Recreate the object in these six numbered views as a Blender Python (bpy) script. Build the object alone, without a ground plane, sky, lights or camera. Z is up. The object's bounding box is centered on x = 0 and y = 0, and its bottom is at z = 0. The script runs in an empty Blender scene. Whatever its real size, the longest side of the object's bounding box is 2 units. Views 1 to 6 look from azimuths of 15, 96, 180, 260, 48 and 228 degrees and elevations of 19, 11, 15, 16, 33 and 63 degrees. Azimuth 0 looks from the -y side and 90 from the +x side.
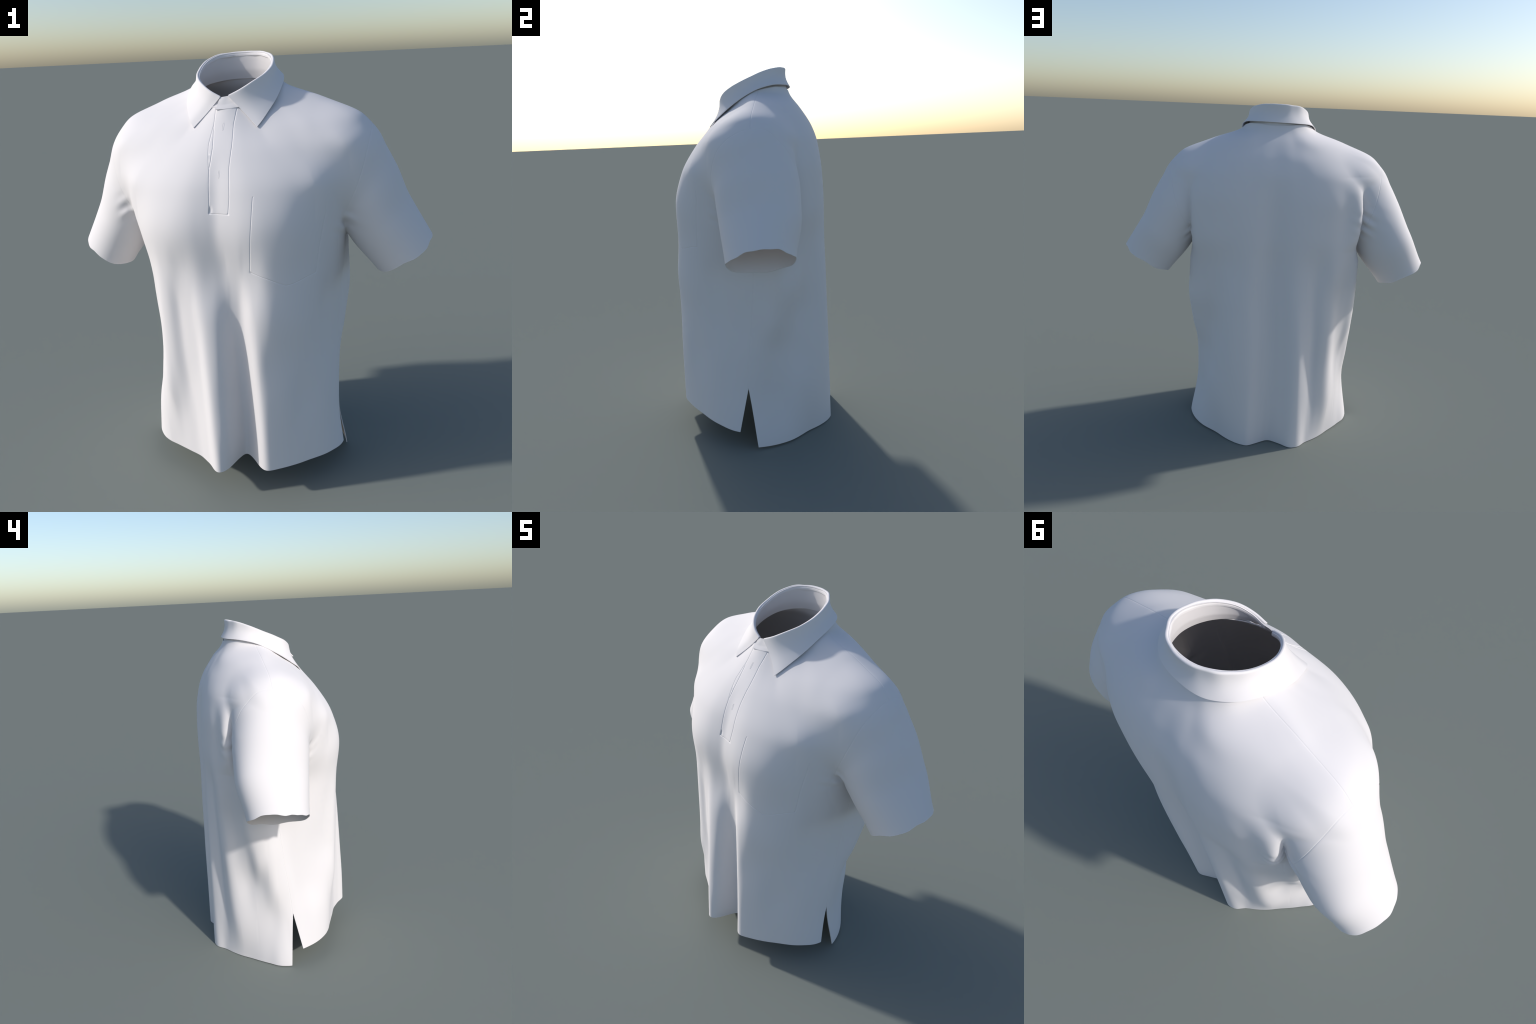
# White short-sleeved polo shirt standing as an empty garment shell.
# The cloth surface is a smooth field: a torso lofted through horizontal
# cross-sections, blended with two tapering sleeve tubes.  The surface is
# meshed, cut along the hem, vents, cuffs and neckline, split along its seams
# into panels, and given thickness.  Collar, stand and stitching are added.
import bpy, bmesh, math
import numpy as np
from mathutils import Vector

H = 0.0085            # mesh cell
THICK = 0.004         # cloth thickness
CEN = (0.0, 0.05)     # axis of the torso loft

# ------------------------------------------------------------------ helpers
def pchip(xs, ys, x):
    """monotone cubic interpolation, ys may have extra trailing dims"""
    xs = np.asarray(xs, float); ys = np.asarray(ys, float)
    h = np.diff(xs); sh = (-1,) + (1,) * (ys.ndim - 1)
    hh = h.reshape(sh)
    d = np.diff(ys, axis=0) / hh
    m = np.zeros_like(ys)
    a, b = d[:-1], d[1:]
    w1 = 2 * hh[1:] + hh[:-1]; w2 = hh[1:] + 2 * hh[:-1]
    ok = a * b > 0
    with np.errstate(divide='ignore', invalid='ignore'):
        mm = (w1 + w2) / (w1 / a + w2 / b)
    m[1:-1] = np.where(ok, mm, 0)
    m[0] = d[0]; m[-1] = d[-1]
    x = np.clip(np.asarray(x, float), xs[0], xs[-1])
    i = np.clip(np.searchsorted(xs, x, side='right') - 1, 0, len(xs) - 2)
    t = (x - xs[i]) / h[i]
    t = t.reshape(t.shape + (1,) * (ys.ndim - 1)); hi = h[i].reshape(t.shape)
    return ((2*t**3 - 3*t**2 + 1) * ys[i] + (t**3 - 2*t**2 + t) * hi * m[i]
            + (-2*t**3 + 3*t**2) * ys[i+1] + (t**3 - t**2) * hi * m[i+1])

def smooth01(a, b, x):
    t = np.clip((x - a) / (b - a), 0, 1)
    return t * t * (3 - 2 * t)

# ------------------------------------------------------------------ torso
# (height, control points of the closed cross-section, counter-clockwise)
SECTIONS = [
 (0.00, [(.520,.01),(.512,-.08),(.455,-.178),(.350,-.285),(.240,-.375),(.190,-.404),(.150,-.388),
         (.108,-.335),(.050,-.284),(.018,-.325),(.004,-.405),(-.035,-.454),(-.095,-.395),(-.172,-.338),
         (-.290,-.275),(-.420,-.205),(-.487,-.110),(-.520,.00),
         (-.503,.093),(-.452,.160),(-.355,.275),(-.240,.385),(-.190,.440),(-.152,.452),(-.085,.415),(-.010,.384),
         (.060,.420),(.120,.449),(.165,.434),(.295,.335),(.440,.213),(.497,.115)]),
 (0.30, [(.470,.012),(.460,-.085),(.426,-.178),(.346,-.280),(.258,-.360),(.19,-.401),(.165,-.401),(.135,-.366),(.100,-.322),(.063,-.307),(.035,-.355),
         (.005,-.424),(-.045,-.444),(-.10,-.393),(-.18,-.333),(-.25,-.302),(-.31,-.280),(-.398,-.218),(-.447,-.14),(-.467,-.05),(-.475,.004),
         (-.472,.06),(-.447,.128),(-.41,.225),(-.365,.32),(-.30,.36),(-.255,.378),(-.21,.42),(-.182,.440),(-.15,.447),(-.08,.416),(-.01,.393),
         (.05,.414),(.11,.445),(.16,.438),(.235,.408),(.306,.355),(.386,.231),(.436,.13),(.463,.06)]),
 (0.50, [(.467,.028),(.450,-.06),(.424,-.155),(.346,-.265),(.268,-.355),(.195,-.396),(.155,-.396),(.125,-.358),(.095,-.328),(.062,-.318),(.031,-.362),
         (.000,-.415),(-.053,-.430),(-.11,-.382),(-.19,-.328),(-.255,-.316),(-.322,-.300),(-.382,-.211),(-.416,-.122),(-.446,-.03),(-.470,.025),
         (-.485,.110),(-.440,.178),(-.395,.245),(-.357,.338),(-.30,.37),(-.25,.380),(-.205,.42),(-.178,.440),(-.145,.444),(-.08,.418),(-.01,.395),
         (.05,.416),(.105,.442),(.16,.440),(.235,.415),(.292,.365),(.350,.262),(.418,.175),(.461,.097)]),
]
SECTIONS += [
 (0.70, [(.463,.045),(.444,-.043),(.419,-.127),(.388,-.210),(.318,-.304),(.245,-.362),(.18,-.394),(.142,-.390),(.112,-.352),(.085,-.330),(.055,-.328),(.022,-.370),
         (-.010,-.408),(-.065,-.414),(-.12,-.373),(-.20,-.332),(-.262,-.328),(-.310,-.304),(-.348,-.229),(-.392,-.150),(-.428,-.072),(-.445,.0),(-.464,.05),
         (-.498,.125),(-.487,.198),(-.430,.249),(-.392,.300),(-.361,.351),(-.31,.378),(-.25,.385),(-.20,.421),(-.172,.436),(-.13,.438),(-.07,.415),(-.005,.394),
         (.05,.414),(.10,.436),(.165,.437),(.235,.418),(.286,.367),(.336,.290),(.420,.238),(.482,.180),(.478,.11)]),
 (0.90, [(.470,.06),(.450,-.04),(.424,-.125),(.396,-.215),(.322,-.320),(.237,-.380),(.170,-.394),(.128,-.382),(.100,-.353),(.075,-.344),(.045,-.348),(.010,-.372),
         (-.02,-.390),(-.08,-.395),(-.14,-.364),(-.205,-.333),(-.257,-.333),(-.305,-.311),(-.352,-.234),(-.398,-.160),(-.430,-.08),(-.440,.0),(-.452,.075),
         (-.505,.167),(-.492,.242),(-.436,.286),(-.393,.321),(-.360,.358),(-.31,.384),(-.24,.394),(-.17,.429),(-.12,.435),(-.06,.413),(0,.395),
         (.06,.413),(.12,.435),(.18,.433),(.245,.412),(.302,.367),(.37,.315),(.456,.273),(.503,.213),(.473,.122)]),
 (1.10, [(.486,.085),(.474,-.04),(.445,-.135),(.397,-.230),(.30,-.330),(.215,-.372),(.144,-.371),(.07,-.358),(.02,-.352),(-.03,-.360),
         (-.10,-.370),(-.18,-.354),(-.24,-.344),(-.30,-.318),(-.365,-.247),(-.408,-.155),(-.440,-.068),(-.454,.020),(-.464,.105),
         (-.506,.185),(-.495,.260),(-.436,.321),(-.368,.379),(-.25,.399),(-.13,.430),(0,.398),(.13,.432),(.25,.404),(.357,.351),(.440,.297),(.490,.229),(.484,.15)]),
]
def mirrored(*half):
    """cross-section with equal sides, listed from front centre over +x to back centre"""
    h = list(half)[::-1]
    return h + [(-x, y) for x, y in h[::-1] if x > 0]

SECTIONS += [
 (1.28, mirrored((0,-.368),(.050,-.376),(.120,-.385),(.215,-.374),(.330,-.319),(.440,-.190),(.490,-.085),(.504,.08),(.508,.21),(.466,.316),(.370,.385),(.250,.421),(.120,.433),(0,.412))),
 (1.45, mirrored((0,-.336),(.050,-.343),(.120,-.347),(.215,-.331),(.330,-.287),(.450,-.203),(.505,-.10),(.512,.10),(.507,.23),(.460,.322),(.370,.385),(.250,.418),(.120,.425),(0,.411))),
 (1.60, mirrored((0,-.268),(.110,-.262),(.215,-.236),(.330,-.196),(.450,-.146),(.530,-.085),(.562,.00),(.572,.10),(.564,.18),(.534,.248),(.450,.312),(.350,.364),(.230,.394),(.110,.403),(0,.402))),
 (1.70, mirrored((0,-.192),(.090,-.178),(.150,-.158),(.180,-.152),(.270,-.130),(.370,-.098),(.470,-.036),(.532,.04),(.548,.10),(.530,.15),(.480,.208),(.400,.272),(.300,.325),(.190,.358),(.090,.368),(0,.367))),
 (1.75, mirrored((0,-.160),(.070,-.145),(.135,-.116),(.215,-.077),(.300,-.046),(.390,-.005),(.455,.045),(.476,.10),(.460,.145),(.410,.205),(.330,.264),(.245,.306),(.160,.328),(.080,.337),(0,.338))),
 (1.80, mirrored((0,-.135),(.075,-.112),(.140,-.065),(.205,-.010),(.280,.030),(.350,.07),(.374,.10),(.358,.145),(.322,.192),(.250,.252),(.167,.292),(.080,.300),(0,.304))),
 (1.86, mirrored((0,-.130),(.060,-.120),(.110,-.090),(.155,-.040),(.180,.03),(.200,.09),(.190,.150),(.157,.210),(.106,.244),(.050,.256),(0,.258))),
 (1.96, mirrored((0,-.118),(.055,-.110),(.100,-.085),(.138,-.040),(.162,.03),(.170,.09),(.158,.145),(.130,.190),(.090,.215),(.045,.228),(0,.232))),
]
NT, NZ = 900, 500
ZLO, ZHI = -0.06, 2.02

def section_radius(pts):
    p = np.array(pts) - CEN
    th = np.unwrap(np.arctan2(p[:, 1], p[:, 0])); r = np.hypot(p[:, 0], p[:, 1])
    # clockwise list -> ascending angles
    if th[-1] < th[0]:
        th, r = th[::-1], r[::-1]
    n = len(th)
    th3 = np.concatenate([th[-4:] - 2*math.pi, th, th[:4] + 2*math.pi])
    r3 = np.concatenate([r[-4:], r, r[:4]])
    q = np.arange(NT) / NT * 2 * math.pi
    q = np.where(q < th[0] - 1e-9, q + 2*math.pi, q)
    q = np.where(q > th[0] + 2*math.pi, q - 2*math.pi, q)
    return pchip(th3, r3, q)

def blur_periodic(a, n, axis):
    out = a.copy()
    for _ in range(n):
        out = 0.5 * out + 0.25 * (np.roll(out, 1, axis) + np.roll(out, -1, axis))
    return out

def build_radius_table():
    zs = [s[0] for s in SECTIONS]
    rad = np.array([section_radius(s[1]) for s in SECTIONS])
    rad = blur_periodic(rad, 30, 1)
    zz = np.linspace(ZLO, ZHI, NZ)
    tab = pchip(zs, rad, zz)
    for _ in range(30):                       # soften along the height
        pad = np.concatenate([tab[:1], tab, tab[-1:]])
        tab = 0.5 * tab + 0.25 * (pad[:-2] + pad[2:])
    low = tab.copy()
    for _ in range(90):                       # longer drape below the shoulders
        pad = np.concatenate([low[:1], low, low[-1:]])
        low = 0.5 * low + 0.25 * (pad[:-2] + pad[2:])
    w = smooth01(1.25, 1.50, zz)[:, None]
    return low * (1 - w) + tab * w

# Drape folds: (height, angle in degrees, amplitude, half width in degrees) down each fold
FOLDS = [
 # back armhole on the -x side: a flap of the back stands out, the cloth dives in behind it
 [(1.20,149,.000,8),(1.30,149.5,.026,5.5),(1.42,149.5,.040,5),(1.52,150,.030,6),(1.62,150,.000,8)],
 [(1.12,163,.000,8),(1.26,163,-.040,7),(1.40,161,-.075,6.5),(1.50,161,-.045,7),(1.60,162,.000,8)],
 # the same, shallower, on the +x side
 [(1.30,30,.000,8),(1.40,30,.006,7),(1.46,30,.008,7),(1.58,30,.000,8)],
 [(1.10,18,.000,8),(1.25,18,-.025,7),(1.40,18,-.022,7),(1.52,18,.000,8)],
]

def add_folds(tab):
    zz = np.linspace(ZLO, ZHI, NZ); th = np.arange(NT) / NT * 360.0
    for fold in FOLDS:
        f = np.array(fold)
        f = f[np.argsort(f[:, 0])]
        c = pchip(f[:, 0], f[:, 1], zz); a = pchip(f[:, 0], f[:, 2], zz); w = pchip(f[:, 0], f[:, 3], zz)
        a = np.where((zz < f[0, 0]) | (zz > f[-1, 0]), 0, a)
        d = (th[None] - c[:, None] + 180) % 360 - 180
        tab += a[:, None] * np.exp(-(d / w[:, None]) ** 2)
    return tab

TAB = add_folds(build_radius_table())
_dz = (ZHI - ZLO) / (NZ - 1)
_gz = np.gradient(TAB, _dz, axis=0)
_gt = (np.roll(TAB, -1, 1) - np.roll(TAB, 1, 1)) / (4 * math.pi / NT) / TAB
SLOPE = 1 / np.sqrt(1 + _gz**2 + _gt**2)
for _ in range(8):
    SLOPE = blur_periodic(SLOPE, 4, 1)

def sample(tab, th, z):
    u = (th / (2 * math.pi)) % 1.0 * NT; i = np.floor(u).astype(int); fu = u - i; i %= NT; j = (i + 1) % NT
    w = np.clip((z - ZLO) / _dz, 0, NZ - 1.001); k = np.floor(w).astype(int); fw = w - k
    return ((tab[k, i] * (1-fu) + tab[k, j] * fu) * (1-fw) + (tab[k+1, i] * (1-fu) + tab[k+1, j] * fu) * fw)

def torso(x, y, z):
    dx = x - CEN[0]; dy = y - CEN[1]
    th = np.arctan2(dy, dx); r = np.hypot(dx, dy)
    return (r - sample(TAB, th, z)) * sample(SLOPE, th, z)

# ------------------------------------------------------------------ sleeves
class Sleeve:
    def __init__(self, sign, a, b, up, prof):
        self.s = sign
        self.a = np.array(a, float); self.b = np.array(b, float)
        self.L = np.linalg.norm(self.b - self.a)
        self.d = (self.b - self.a) / self.L
        n = np.array(up, float); n -= n @ self.d * self.d; self.n = n / np.linalg.norm(n)
        self.w = np.cross(self.d, self.n)
        if self.w[1] < 0: self.w = -self.w
        self.prof = np.array(prof, float)
    def local(self, x, y, z):
        rx, ry, rz = x * self.s - self.a[0], y - self.a[1], z - self.a[2]
        f = lambda v: rx * v[0] + ry * v[1] + rz * v[2]
        return f(self.d) / self.L, f(self.n), f(self.w)
    def field(self, x, y, z):
        t, p, q = self.local(x, y, z)
        pr = self.prof
        k = pchip(pr[:, 0], pr[:, 1:], np.clip(t, pr[0, 0], pr[-1, 0]))
        top, bot, fro, bak, e = (k[..., i] for i in range(5))
        ph = np.abs(p) / np.where(p > 0, top, bot)
        qh = np.abs(q) / np.where(q > 0, bak, fro)
        tt = np.maximum(0, -t) * self.L            # rounded inner end, hidden in the shoulder
        th = tt / 0.19
        s = (ph ** e + qh ** e + th ** e + 1e-12) ** (1 / e)
        sc = np.sqrt(p * p + q * q + tt * tt) / np.maximum(s, 1e-6)
        return np.maximum((s - 1) * sc, (t - 1.12) * self.L)

# t along the sleeve, radii up / down / front / back, roundness exponent
SLEEVES = [
 Sleeve(+1, (.50,.120,1.495), (.754,.162,1.075), (.84,-.25,.54),
        [(-.3,.165,.15,.205,.185,2.1),(0,.178,.15,.218,.185,2.1),(.25,.172,.165,.221,.193,2.1),(.6,.149,.165,.208,.185,2.1),(1,.155,.141,.187,.142,2.0),(1.3,.15,.13,.18,.13,2)]),
 Sleeve(-1, (.50,.120,1.495), (.767,.132,1.0436), (.84,-.45,.54),
        [(-.3,.165,.15,.205,.185,2.1),(0,.178,.15,.218,.185,2.1),(.25,.168,.165,.221,.196,2.1),(.6,.141,.162,.200,.205,2.1),(1,.133,.137,.171,.167,2.0),(1.3,.13,.13,.16,.16,2)]),
]

def smin(a, b, k):
    h = np.maximum(k - np.abs(a - b), 0) / k
    return np.minimum(a, b) - h * h * k * 0.25

def field(x, y, z):
    f = torso(x, y, z)
    # the front armhole blends lower down, the back one stays creased
    zr = z + 0.17 * (1 - smooth01(-0.02, 0.12, y)) - 0.10 * smooth01(0.14, 0.24, y)
    k = 0.008 + 0.124 * smooth01(1.38, 1.66, zr)
    for s in SLEEVES:
        f = smin(f, s.field(x, y, z), k)
    # bunched cloth in the armpits
    for cx, cy, cz, r, a in ((.505,-.07,1.25,.075,.005), (-.505,-.07,1.30,.080,.006), (-.515,.27,1.36,.09,.007), (.505,.24,1.26,.07,.004)):
        d2 = ((x - cx) ** 2 + (y - cy) ** 2 + (z - cz) ** 2) / (r * r)
        f = f + a * np.exp(-d2 * 1.6) * np.sin(95 * (z + .45 * abs(cx) / cx * x) + 30 * y) * (1 + .5 * np.sin(57 * x + 43 * y))
    return np.maximum(np.maximum(f, z - 2.0), -0.04 - z)

# ------------------------------------------------------------------ meshing (surface nets)
def mesh_field():
    lo = np.array([-1.02, -0.54, -0.06]); hi = np.array([1.02, 0.54, 2.03])
    n = np.ceil((hi - lo) / H).astype(int) + 1
    ax = [lo[i] + H * np.arange(n[i]) for i in range(3)]
    V = np.empty(tuple(n), np.float32)
    Y, Z = np.meshgrid(ax[1], ax[2], indexing='ij')
    for i, x in enumerate(ax[0]):
        V[i] = field(np.full(Y.shape, x), Y, Z)
    S = V < 0
    acc = np.zeros(tuple(n - 1) + (3,), np.float32); cnt = np.zeros(tuple(n - 1), np.int16)
    for axis in range(3):
        sl0 = [slice(None)] * 3; sl1 = [slice(None)] * 3
        sl0[axis] = slice(0, -1); sl1[axis] = slice(1, None)
        a, b = V[tuple(sl0)], V[tuple(sl1)]
        I = np.argwhere((a < 0) != (b < 0))
        va, vb = a[tuple(I.T)], b[tuple(I.T)]
        t = va / (va - vb)
        P = I.astype(np.float32); P[:, axis] += t
        o = [k for k in range(3) if k != axis]
        for d0 in (0, 1):
            for d1 in (0, 1):
                J = I.copy(); J[:, o[0]] -= d0; J[:, o[1]] -= d1
                ok = (J >= 0).all(1) & (J < n - 1).all(1)
                np.add.at(acc, tuple(J[ok].T), P[ok]); np.add.at(cnt, tuple(J[ok].T), 1)
    cells = np.argwhere(cnt > 0)
    idx = -np.ones(cnt.shape, np.int64); idx[tuple(cells.T)] = np.arange(len(cells))
    verts = acc[tuple(cells.T)] / cnt[tuple(cells.T)][:, None] * H + lo
    quads = []
    for axis in range(3):
        sl0 = [slice(None)] * 3; sl1 = [slice(None)] * 3
        sl0[axis] = slice(0, -1); sl1[axis] = slice(1, None)
        a, b = S[tuple(sl0)], S[tuple(sl1)]
        I = np.argwhere(a != b)
        o = [(axis + 1) % 3, (axis + 2) % 3]
        def cell(d0, d1):
            J = I.copy(); J[:, o[0]] -= d0; J[:, o[1]] -= d1
            return idx[tuple(J.T)]
        q = np.stack([cell(1, 1), cell(0, 1), cell(0, 0), cell(1, 0)], 1)
        flip = b[tuple(I.T)]
        q[flip] = q[flip][:, ::-1]
        quads.append(q)
    return verts.astype(float), np.concatenate(quads)

def gradient(P, e=0.004):
    g = np.zeros_like(P)
    for i in range(3):
        d = np.zeros(3); d[i] = e
        A, B = P + d, P - d
        g[:, i] = (field(*A.T) - field(*B.T)) / (2 * e)
    return g

def project(P, n=4):
    P = P.copy()
    for _ in range(n):
        g = gradient(P); f = field(*P.T)
        P -= np.clip(f / np.maximum((g * g).sum(1), 0.05), -0.01, 0.01)[:, None] * g
    return P

# ------------------------------------------------------------------ iso-line cutting
LOCK = set()        # vertices that already lie on a seam line
def iso_cut(bm, fn, mask=None):
    """insert edges along fn = 0"""
    bm.verts.ensure_lookup_table()
    P = np.array([v.co[:] for v in bm.verts])
    g = fn(P)
    m = np.ones(len(P), bool) if mask is None else mask(P)
    bm.verts.index_update()
    gl = g.tolist(); ml = m.tolist()
    on = set(); todo = []
    cross = [e for e in bm.edges
             if ml[e.verts[0].index] and ml[e.verts[1].index]
             and gl[e.verts[0].index] * gl[e.verts[1].index] < 0]
    for e in cross:
        a, b = e.verts
        if gl[a.index] * gl[b.index] >= 0: continue
        t = gl[a.index] / (gl[a.index] - gl[b.index])
        if t < 0.2 and a not in LOCK:
            a.co = a.co.lerp(b.co, t); gl[a.index] = 0.0; on.add(a)
        elif t > 0.8 and b not in LOCK:
            b.co = a.co.lerp(b.co, t); gl[b.index] = 0.0; on.add(b)
    for e in cross:
        a, b = e.verts
        if gl[a.index] * gl[b.index] < 0:
            todo.append((e, a, gl[a.index] / (gl[a.index] - gl[b.index])))
    for e, a, t in todo:
        _, nv = bmesh.utils.edge_split(e, a, t)
        on.add(nv)
    on = [v for v in on if v.is_valid]
    LOCK.update(on)
    bmesh.ops.connect_verts(bm, verts=on)
    bm.verts.index_update()

def delete_where(bm, fn):
    C = np.array([f.calc_center_median()[:] for f in bm.faces])
    k = fn(C)
    bmesh.ops.delete(bm, geom=[f for f, d in zip(list(bm.faces), k) if d], context='FACES')

# ------------------------------------------------------------------ pattern lines
def hem_height(P):
    th = np.degrees(np.arctan2(P[:, 1] - 0.01, P[:, 0]))
    th = np.where(th < -180 + 1e-6, 180, th)
    front = pchip([-181, -175, -150, -120, -95, -80, -64, -40, -20, -5, 1],
                  [.090, .094, .114, .131, .137, .145, .147, .136, .115, .094, .090], th)
    back = pchip([-1, 6, 30, 60, 75, 90, 110, 150, 174, 181],
                 [.012, .011, .006, .002, .000, .002, .000, .002, .004, .006], th)
    return np.where(P[:, 1] < 0.008, front, back)

VENT_TOP = 0.33
def vent(P):
    z = np.clip(P[:, 2], -0.05, None)
    s = (VENT_TOP - z) / VENT_TOP
    right = P[:, 0] > 0
    yf = np.where(right, .014 - s * .072, .004 - s * .070)
    yb = np.where(right, .014 + s * .046, .004 + s * .026)
    g = np.maximum(yf - P[:, 1], P[:, 1] - yb)
    return g

def side_y(P):
    z = P[:, 2]
    lower = pchip([0, .33, .65, .94, 1.15], [.010, .010, .043, .070, .085], z)
    return np.where(z > 1.2, 0.102, lower)

def armhole_x(P):
    return pchip([1.0, 1.2, 1.29, 1.34, 1.44, 1.56, 1.66, 1.8],
                 [.47, .475, .493, .515, .557, .588, .602, .605], P[:, 2])

def armhole(P):
    return np.abs(P[:, 0]) - armhole_x(P)

STAND_BASE = [(-.030,-.140,1.775),(-.070,-.132,1.778),(-.118,-.096,1.790),(-.160,-.035,1.805),(-.180,.050,1.832),(-.170,.130,1.855),(-.132,.200,1.868),(-.072,.238,1.875),(0,.248,1.877),
              (.072,.238,1.876),(.132,.200,1.870),(.170,.130,1.858),(.180,.050,1.836),(.160,-.035,1.810),(.118,-.096,1.793),(.075,-.132,1.779),(.050,-.139,1.775),(.010,-.149,1.771),(-.034,-.154,1.770)]

def neck(P):
    # neckline: tilted plane, higher at the back, rising outside the collar seam
    b = np.array(STAND_BASE); th = np.arctan2(b[:, 0], b[:, 1] - .05); r = np.hypot(b[:, 0], b[:, 1] - .05)
    o = np.argsort(th); th, r = th[o], r[o]
    th = np.concatenate([[th[-1] - 2*math.pi], th, [th[0] + 2*math.pi]]); r = np.concatenate([[r[-1]], r, [r[0]]])
    ring = np.interp(np.arctan2(P[:, 0], P[:, 1] - .05), th, r)
    out = np.maximum(0, np.hypot(P[:, 0], P[:, 1] - .05) - ring)
    return P[:, 2] - (1.811 + 0.258 * P[:, 1] + 2.0 * out)

def polygon_sdf(poly):
    poly = np.array(poly, float)
    def fn(P):
        x, z = P[:, 0], P[:, 2]
        d = np.full(len(P), 9.0); inside = np.zeros(len(P), bool)
        for a, b in zip(poly, np.roll(poly, -1, 0)):
            ab = b - a
            t = np.clip(((x - a[0]) * ab[0] + (z - a[1]) * ab[1]) / (ab @ ab), 0, 1)
            d = np.minimum(d, np.hypot(x - a[0] - t * ab[0], z - a[1] - t * ab[1]))
            c = (a[1] > z) != (b[1] > z)
            if abs(ab[1]) > 1e-9:
                inside ^= c & (x < a[0] + (z - a[1]) * ab[0] / ab[1])
        return np.where((P[:, 1] < 0.0), np.where(inside, -d, d), 9.0)
    return fn

POCKET = [(.163,1.444),(.160,1.355),(.152,1.244),(.143,1.126),(.218,1.098),(.290,1.061),(.318,1.064),(.367,1.080),(.398,1.085),(.411,1.193),(.427,1.291),(.438,1.346),(.443,1.395),(.30,1.425)]
PLACKET = [(-.040,1.85),(-.037,1.769),(-.036,1.704),(-.029,1.659),(-.025,1.621),(-.027,1.573),(-.030,1.544),(-.027,1.485),(-.023,1.401),(-.025,1.369),
           (.061,1.370),(.065,1.437),(.060,1.500),(.056,1.551),(.057,1.633),(.050,1.709),(.055,1.773),(.060,1.85)]
# sliver of the lower layer that shows beside the placket
UNDERLAP = [(-.037,1.704),(-.041,1.678),(-.045,1.634),(-.040,1.596),(-.031,1.541),(-.0268,1.573),(-.0248,1.621),(-.0288,1.659)]

# ------------------------------------------------------------------ assemble cloth
V, Q = mesh_field()
V = project(V)
me = bpy.data.meshes.new('cloth'); me.from_pydata(V.tolist(), [], Q.tolist())
bm = bmesh.new(); bm.from_mesh(me); bpy.data.meshes.remove(me)
bmesh.ops.recalc_face_normals(bm, faces=bm.faces)

GROOVE = 0.0035
iso_cut(bm, lambda P: P[:, 2] - hem_height(P), lambda P: P[:, 2] < 0.3)
delete_where(bm, lambda C: C[:, 2] < hem_height(C))
vm = lambda P: (np.abs(P[:, 0]) > 0.3) & (P[:, 2] < VENT_TOP + .02) & (np.abs(P[:, 1]) < .2)
for sg, ya in ((1, .014), (-1, .004)):        # finer mesh at the vent tops
    for cuts in (0.03, 0.018):
        near = [e for e in bm.edges if all((v.co.x * sg > .3) and (abs(v.co.z - VENT_TOP) < cuts) and abs(v.co.y - ya) < cuts for v in e.verts)]
        bmesh.ops.subdivide_edges(bm, edges=near, cuts=1, use_grid_fill=True)
bmesh.ops.triangulate(bm, faces=[f for f in bm.faces if len(f.verts) > 4])
iso_cut(bm, vent, vm)
delete_where(bm, lambda C: vm(C) & (vent(C) < 0) & (C[:, 2] < VENT_TOP))

CUFF = [1.0, 1.0]
def cuff_fn(i):
    s = SLEEVES[i]
    def fn(P):
        t, p, q = s.local(*P.T)
        a = np.arctan2(p, q)
        wig = 0.005 * np.sin(3 * a + 1.0 + 2 * i) * smooth01(-.05, .1, p) + 0.003 * np.sin(6 * a + i)
        # a few angular kinks along the outer edge of the cuff
        kink = 0.006 * (np.abs((a * 1.9 + .7 * i) % 1.0 - 0.5) - 0.25) * smooth01(-.02, .06, p)
        return t - CUFF[i] - (wig + 1.3 * kink) / s.L
    return fn
for i, sg in enumerate((1, -1)):
    fn = cuff_fn(i)
    mk = lambda P, sg=sg: (P[:, 0] * sg > 0.55)
    iso_cut(bm, fn, mk)
    delete_where(bm, lambda C: mk(C) & (fn(C) > 0))
iso_cut(bm, neck, lambda P: (np.abs(P[:, 0]) < 0.3) & (P[:, 2] > 1.6))
delete_where(bm, lambda C: (np.abs(C[:, 0]) < 0.3) & (neck(C) > 0))

arm_mask = lambda P: P[:, 2] > 1.02
pocket = polygon_sdf(POCKET); placket = polygon_sdf(PLACKET); underlap = polygon_sdf(UNDERLAP)
side = lambda P: P[:, 1] - side_y(P)
side_mask = lambda P: ((P[:, 2] < 1.2) & (np.abs(P[:, 0]) < .56) & (np.abs(P[:, 0]) > .3) & (P[:, 2] > VENT_TOP - .01)) | \
                      ((P[:, 2] > 1.5) & (armhole(P) < .003))
def under_seam(i):
    s = SLEEVES[i]
    def fn(P):
        t, p, q = s.local(*P.T)
        return np.where(p < 0, q + 0.01, 9.0)
    return fn
# (line, where it runs, groove depth)
SEAMS = [(armhole, arm_mask, .0008), (side, side_mask, .0008), (pocket, None, .0015), (placket, None, .0017), (underlap, None, .0014)]
for fn, mk, _ in SEAMS:
    for off in (0.0, .5 * GROOVE, -.5 * GROOVE, GROOVE, -GROOVE):
        iso_cut(bm, lambda P, o=off: fn(P) - o, mk)

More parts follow.
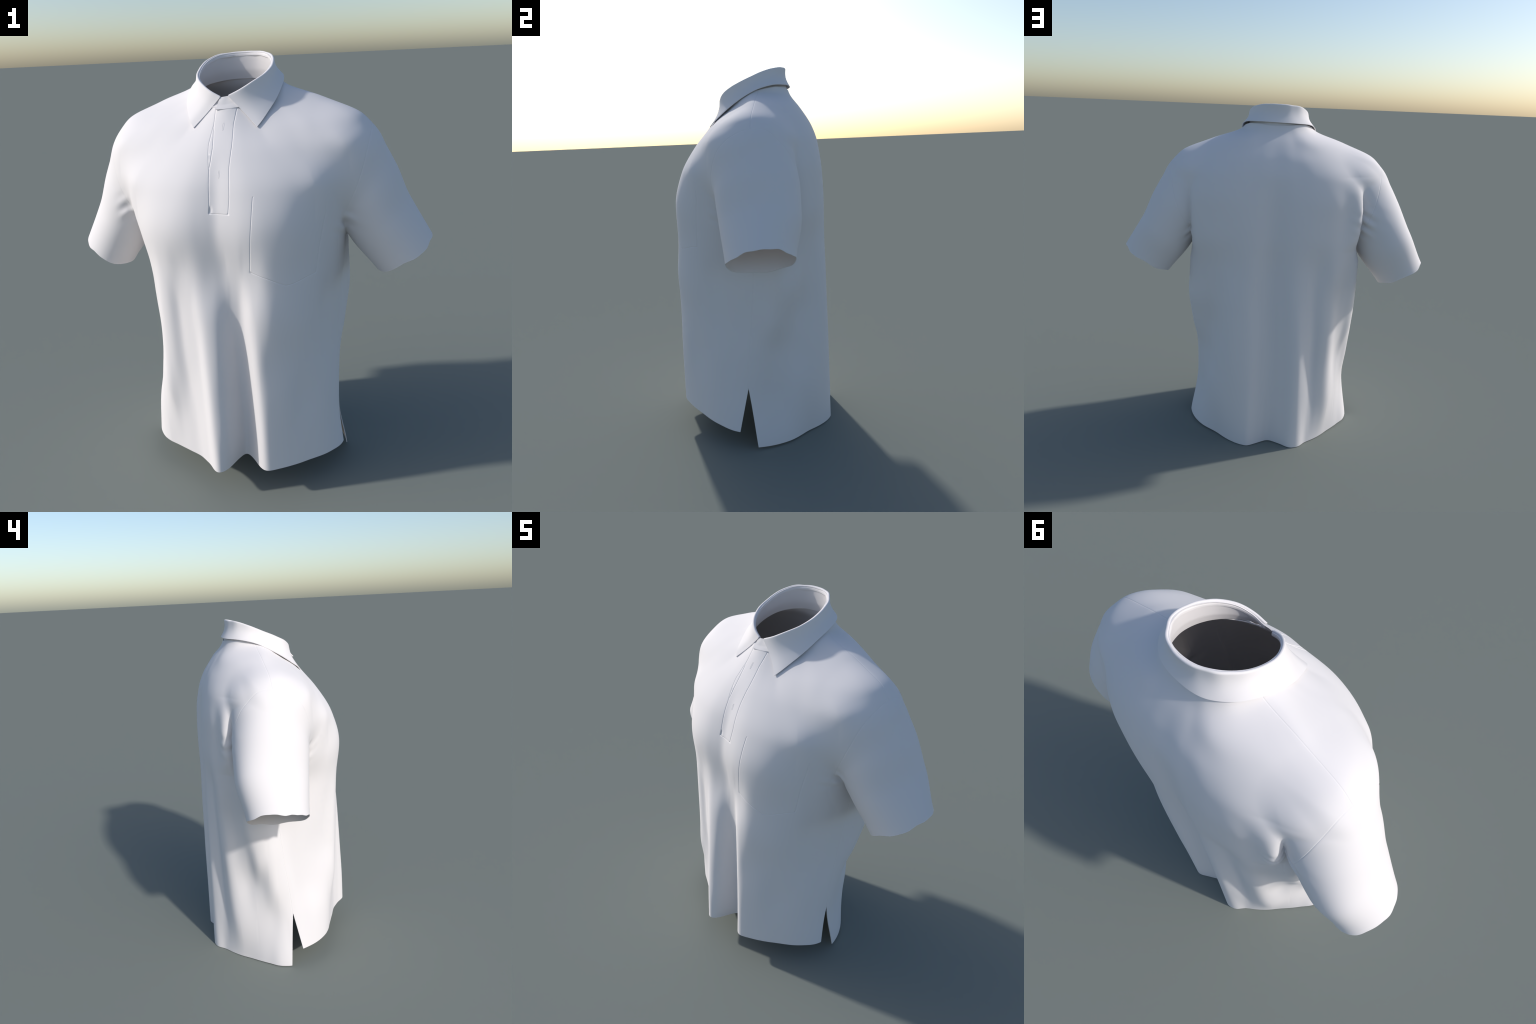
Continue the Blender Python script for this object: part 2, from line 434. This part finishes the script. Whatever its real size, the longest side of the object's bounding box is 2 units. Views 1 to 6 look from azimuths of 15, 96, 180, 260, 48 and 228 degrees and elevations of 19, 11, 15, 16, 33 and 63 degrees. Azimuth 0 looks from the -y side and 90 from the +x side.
def groove_depth(P):
    """stitched seams pull the cloth in"""
    dep = np.zeros(len(P))
    for fn, mk, depth in SEAMS:
        g = np.clip(np.abs(fn(P)) / GROOVE, 0, 1)
        d = depth * np.cos(0.5 * math.pi * g) ** 2
        if mk is not None: d = d * mk(P)
        if fn is pocket:                       # the pocket mouth is not stitched down
            d = d * np.where(((P[:, 2] > 1.385) & (P[:, 0] > .167)) | (P[:, 2] > 1.442), 0, 1)
        dep = np.maximum(dep, d)
    # the lower corner of the placket is tucked in
    dent = .005 * np.exp(-((P[:, 0] + .021) / .007) ** 2 - ((P[:, 2] - 1.384) / .016) ** 2)
    dep = np.where((placket(P) < 0) & (P[:, 1] < 0), np.maximum(dep, dent), dep)
    return dep

bm.verts.ensure_lookup_table()
P = np.array([v.co[:] for v in bm.verts])
N = gradient(P); N /= np.maximum(np.linalg.norm(N, axis=1), 1e-9)[:, None]
dep = groove_depth(P)
slope = np.zeros_like(P)
for i in range(3):
    d = np.zeros(3); d[i] = 0.0003
    slope[:, i] = (groove_depth(P + d) - groove_depth(P - d)) / 0.0006
slope -= (slope * N).sum(1)[:, None] * N
P2 = P - N * dep[:, None]
for v, c in zip(bm.verts, P2): v.co = c
VN = N + slope
VN /= np.linalg.norm(VN, axis=1)[:, None]
bm.verts.index_update(); bm.faces.ensure_lookup_table()
ALLV = P2
FC = np.array([f.calc_center_median()[:] for f in bm.faces])
FI = [[v.index for v in f.verts] for f in bm.faces]

is_sleeve = (armhole(FC) > 0) & arm_mask(FC)
is_pocket = (pocket(FC) < 0)
is_placket = (placket(FC) < 0) & (FC[:, 1] < 0)
is_front = side(FC) < 0
region = np.where(is_sleeve, np.where(FC[:, 0] > 0, 1, 2),
         np.where(is_pocket, 3, np.where(is_placket, 4, np.where(is_front, 5, 6))))

# ------------------------------------------------------------------ materials
def cloth_material(name, col, rough=0.85):
    m = bpy.data.materials.new(name); m.use_nodes = True
    nt = m.node_tree; b = nt.nodes['Principled BSDF']
    tc = nt.nodes.new('ShaderNodeTexCoord')
    no = nt.nodes.new('ShaderNodeTexNoise'); no.inputs['Scale'].default_value = 420; no.inputs['Detail'].default_value = 2
    nt.links.new(tc.outputs['Object'], no.inputs['Vector'])
    ramp = nt.nodes.new('ShaderNodeValToRGB')
    ramp.color_ramp.elements[0].color = tuple(c * 0.985 for c in col) + (1,)
    ramp.color_ramp.elements[1].color = tuple(min(1, c * 1.015) for c in col) + (1,)
    nt.links.new(no.outputs['Fac'], ramp.inputs['Fac'])
    nt.links.new(ramp.outputs['Color'], b.inputs['Base Color'])
    b.inputs['Roughness'].default_value = rough
    b.inputs['Specular IOR Level'].default_value = 0.2
    return m
WHITE = cloth_material('white_cotton', (.742, .714, .722))

# ------------------------------------------------------------------ objects
root = bpy.data.objects.new('polo_shirt', None)
bpy.context.scene.collection.objects.link(root)
root['label'] = 'plain white short-sleeved polo shirt with collar and placket'
root['category'] = 'shirt'

def link(name, mesh, mat=WHITE, parent=root):
    o = bpy.data.objects.new(name, mesh)
    bpy.context.scene.collection.objects.link(o)
    o.parent = parent
    mesh.materials.append(mat)
    return o

def shell(name, verts, faces, normals, thick=THICK, parent=root, mat=WHITE):
    """sheet with outer face, inner face and rim"""
    verts = np.asarray(verts); normals = np.asarray(normals); n = len(verts)
    edge = {}
    for f in faces:
        for a, b in zip(f, f[1:] + f[:1]):
            edge[(a, b)] = True
    rim = [(a, b) for a, b in edge if (b, a) not in edge]
    inner = verts - normals * thick
    F = [list(f) for f in faces] + [[i + n for i in reversed(f)] for f in faces]
    F += [[b, a, a + n, b + n] for a, b in rim]
    m = bpy.data.meshes.new(name)
    m.from_pydata(np.vstack([verts, inner]).tolist(), [], F)
    m.polygons.foreach_set('use_smooth', [True] * len(m.polygons))
    m.update()
    # custom normals per corner: smooth cloth, flat rim
    nf = len(faces)
    vn = np.vstack([normals, -normals])
    li = np.empty(len(m.loops), np.int32); m.loops.foreach_get('vertex_index', li)
    cn = vn[li]
    ls = np.empty(len(m.polygons), np.int32); m.polygons.foreach_get('loop_start', ls)
    pn = np.empty(len(m.polygons) * 3); m.polygons.foreach_get('normal', pn); pn = pn.reshape(-1, 3)
    if len(rim):
        st = ls[2 * nf]
        cn[st:] = np.repeat(pn[2 * nf:], 4, axis=0)
    m.normals_split_custom_set(cn.tolist())
    return link(name, m, mat, parent)

NAMES = {1: 'sleeve', 2: 'sleeve', 3: 'chest_pocket', 4: 'placket', 5: 'front_panel', 6: 'back_panel'}
for r in (5, 6, 1, 2, 3, 4):
    fs = [FI[i] for i in np.nonzero(region == r)[0]]
    if not fs: continue
    used = sorted({i for f in fs for i in f}); mp = {k: j for j, k in enumerate(used)}
    shell(NAMES[r], ALLV[used], [[mp[i] for i in f] for f in fs], VN[used])
bm.free()

# ------------------------------------------------------------------ collar
def curve_pts(knots, n):
    k = np.array(knots, float)
    d = np.concatenate([[0], np.cumsum(np.linalg.norm(np.diff(k, axis=0), axis=1))])
    # natural smooth (Catmull-Rom on chord length)
    s = np.linspace(0, d[-1], n); out = np.zeros((n, 3))
    m = np.gradient(k, d, axis=0)
    i = np.clip(np.searchsorted(d, s, side='right') - 1, 0, len(d) - 2)
    h = (d[i+1] - d[i])[:, None]; t = ((s - d[i]) / (d[i+1] - d[i]))[:, None]
    return ((2*t**3-3*t**2+1) * k[i] + (t**3-2*t**2+t) * h * m[i] + (-2*t**3+3*t**2) * k[i+1] + (t**3-t**2) * h * m[i+1])

# guide curves, from the wearer's right front (-x) round the back to the left front (+x)
FOLD_TOP = [(-.020,-.124,1.822),(-.060,-.116,1.842),(-.105,-.088,1.868),(-.148,-.030,1.898),(-.166,.050,1.933),(-.157,.125,1.966),(-.118,.188,1.990),(-.065,.222,1.997),(0,.233,1.999),
            (.065,.222,1.998),(.115,.185,1.991),(.157,.120,1.970),(.170,.042,1.938),(.154,-.034,1.906),(.112,-.090,1.876),(.062,-.118,1.846),(.018,-.126,1.826)]
LEAF_EDGE = [(-.132,-.174,1.698),(-.151,-.154,1.719),(-.175,-.111,1.749),(-.202,-.050,1.790),(-.216,.030,1.836),(-.214,.100,1.870),(-.184,.178,1.891),(-.107,.244,1.898),(0,.262,1.901),
             (.107,.244,1.903),(.183,.178,1.899),(.211,.100,1.878),(.214,.030,1.845),(.204,-.048,1.797),(.182,-.109,1.752),(.162,-.152,1.717),(.148,-.172,1.698)]
NC = 161
top = curve_pts(FOLD_TOP, NC); edge = curve_pts(LEAF_EDGE, NC); base = curve_pts(STAND_BASE, NC)
rng = np.random.default_rng(4)

def sheet(rows):
    rows = np.array(rows); nr, nc = rows.shape[:2]
    verts = rows.reshape(-1, 3)
    faces = [[r*nc+c, r*nc+c+1, (r+1)*nc+c+1, (r+1)*nc+c] for r in range(nr-1) for c in range(nc-1)]
    du = np.gradient(rows, axis=1); dv = np.gradient(rows, axis=0)
    n = np.cross(du, dv); n /= np.maximum(np.linalg.norm(n, axis=2), 1e-9)[..., None]
    return verts, faces, n.reshape(-1, 3)

out = top - np.array([0, .06, 0]); out[:, 2] = 0
out /= np.linalg.norm(out, axis=1)[:, None]

# leaf: rolls over the fold and falls outside; the roll is slightly crumpled at the back
ang = np.linspace(0, 1, NC)
crumple = (0.0016 * np.sin(41 * ang) + 0.0014 * np.sin(67 * ang + 1) + 0.0010 * np.sin(97 * ang + 2)) * np.sin(math.pi * ang) ** 2
crumple *= 0.6
top = top + out * crumple[:, None]
top[:, 2] += 0.6 * np.minimum(0, crumple) 
rows = []
R0 = 0.006
for dz in (.014, .009, .004):                 # the facing turns down inside the stand
    rows.append(top - out * (R0 + .0035) + np.array([0, 0, -R0 - dz]))
for a in np.linspace(-0.5 * math.pi, 0.5 * math.pi, 7)[0:6]:
    rows.append(top + out * R0 * math.sin(a) + np.array([0, 0, 1]) * (R0 * (math.cos(a) - 1)))
st = top + out * R0 + np.array([0, 0, -R0])
for t in np.linspace(0, 1, 22):
    bow = 0.010 * math.sin(math.pi * t)
    rows.append(st * (1 - t) + edge * t - out * bow)
v, f, n = sheet(rows)
if (n[len(rows)//2*NC + NC//2] @ np.array([0, 1, 0])) < 0:
    f = [list(reversed(q)) for q in f]; n = -n
collar = shell('collar', v, f, n, 0.004)

# stand: upright band inside the leaf
rows = []
stand_top = curve_pts([tuple(p) for p in (np.array(FOLD_TOP) - np.array([0, 0, .004]))] + [(-.002,-.130,1.819),(-.021,-.130,1.816)], NC)
for t in np.linspace(0, 1, 16):
    rows.append(base * (1 - t) + stand_top * t - out * 0.005 * min(1, 3 * t))
v, f, n = sheet(rows)
if (n[8*NC + NC//2] @ np.array([0, 1, 0])) < 0:
    f = [list(reversed(q)) for q in f]; n = -n
shell('collar_stand', v, f, n, 0.004, collar)

# ------------------------------------------------------------------ buttonholes
def surface_y(x, z):
    """front surface of the cloth at (x, z)"""
    ys = np.linspace(-0.5, 0.0, 1500)
    f = field(np.full(1500, x), ys, np.full(1500, z))
    return ys[np.nonzero(f < 0)[0][0]]

def stitched_slot(name, ctr, tilt, length, width, radius, parent):
    """raised stitch rim around a narrow slot, lying on the placket"""
    n, m = 48, 8
    path = []
    for k in range(n):
        a = 2 * math.pi * k / n
        u, v = width * math.cos(a), length * math.sin(a)
        v = math.copysign(abs(math.sin(a)) ** 0.55, math.sin(a)) * length
        x = ctr[0] + u * math.cos(tilt) - v * math.sin(tilt)
        z = ctr[1] + u * math.sin(tilt) + v * math.cos(tilt)
        path.append((x, surface_y(x, z), z))
    path = np.array(path)
    g = gradient(path); g /= np.linalg.norm(g, axis=1)[:, None]
    tan = np.roll(path, -1, 0) - np.roll(path, 1, 0); tan /= np.linalg.norm(tan, axis=1)[:, None]
    b = np.cross(tan, g)
    vs, fs = [], []
    for k in range(n):
        for q in range(m):
            a = 2 * math.pi * q / m
            vs.append(path[k] + radius * (math.cos(a) * g[k] + math.sin(a) * b[k]))
            k2, q2 = (k + 1) % n, (q + 1) % m
            fs.append([k*m+q, k2*m+q, k2*m+q2, k*m+q2])
    me = bpy.data.meshes.new(name); me.from_pydata([tuple(v) for v in vs], [], fs)
    bm = bmesh.new(); bm.from_mesh(me); bmesh.ops.recalc_face_normals(bm, faces=bm.faces); bm.to_mesh(me); bm.free()
    me.polygons.foreach_set('use_smooth', [True] * len(me.polygons))
    return link(name, me, WHITE, parent)

PLACKET_OBJ = bpy.data.objects['placket']
for c in ((.0065, 1.7025), (.013, 1.5245)):
    stitched_slot('buttonhole', c, 0.0, .0145, .0028, .0008, PLACKET_OBJ)
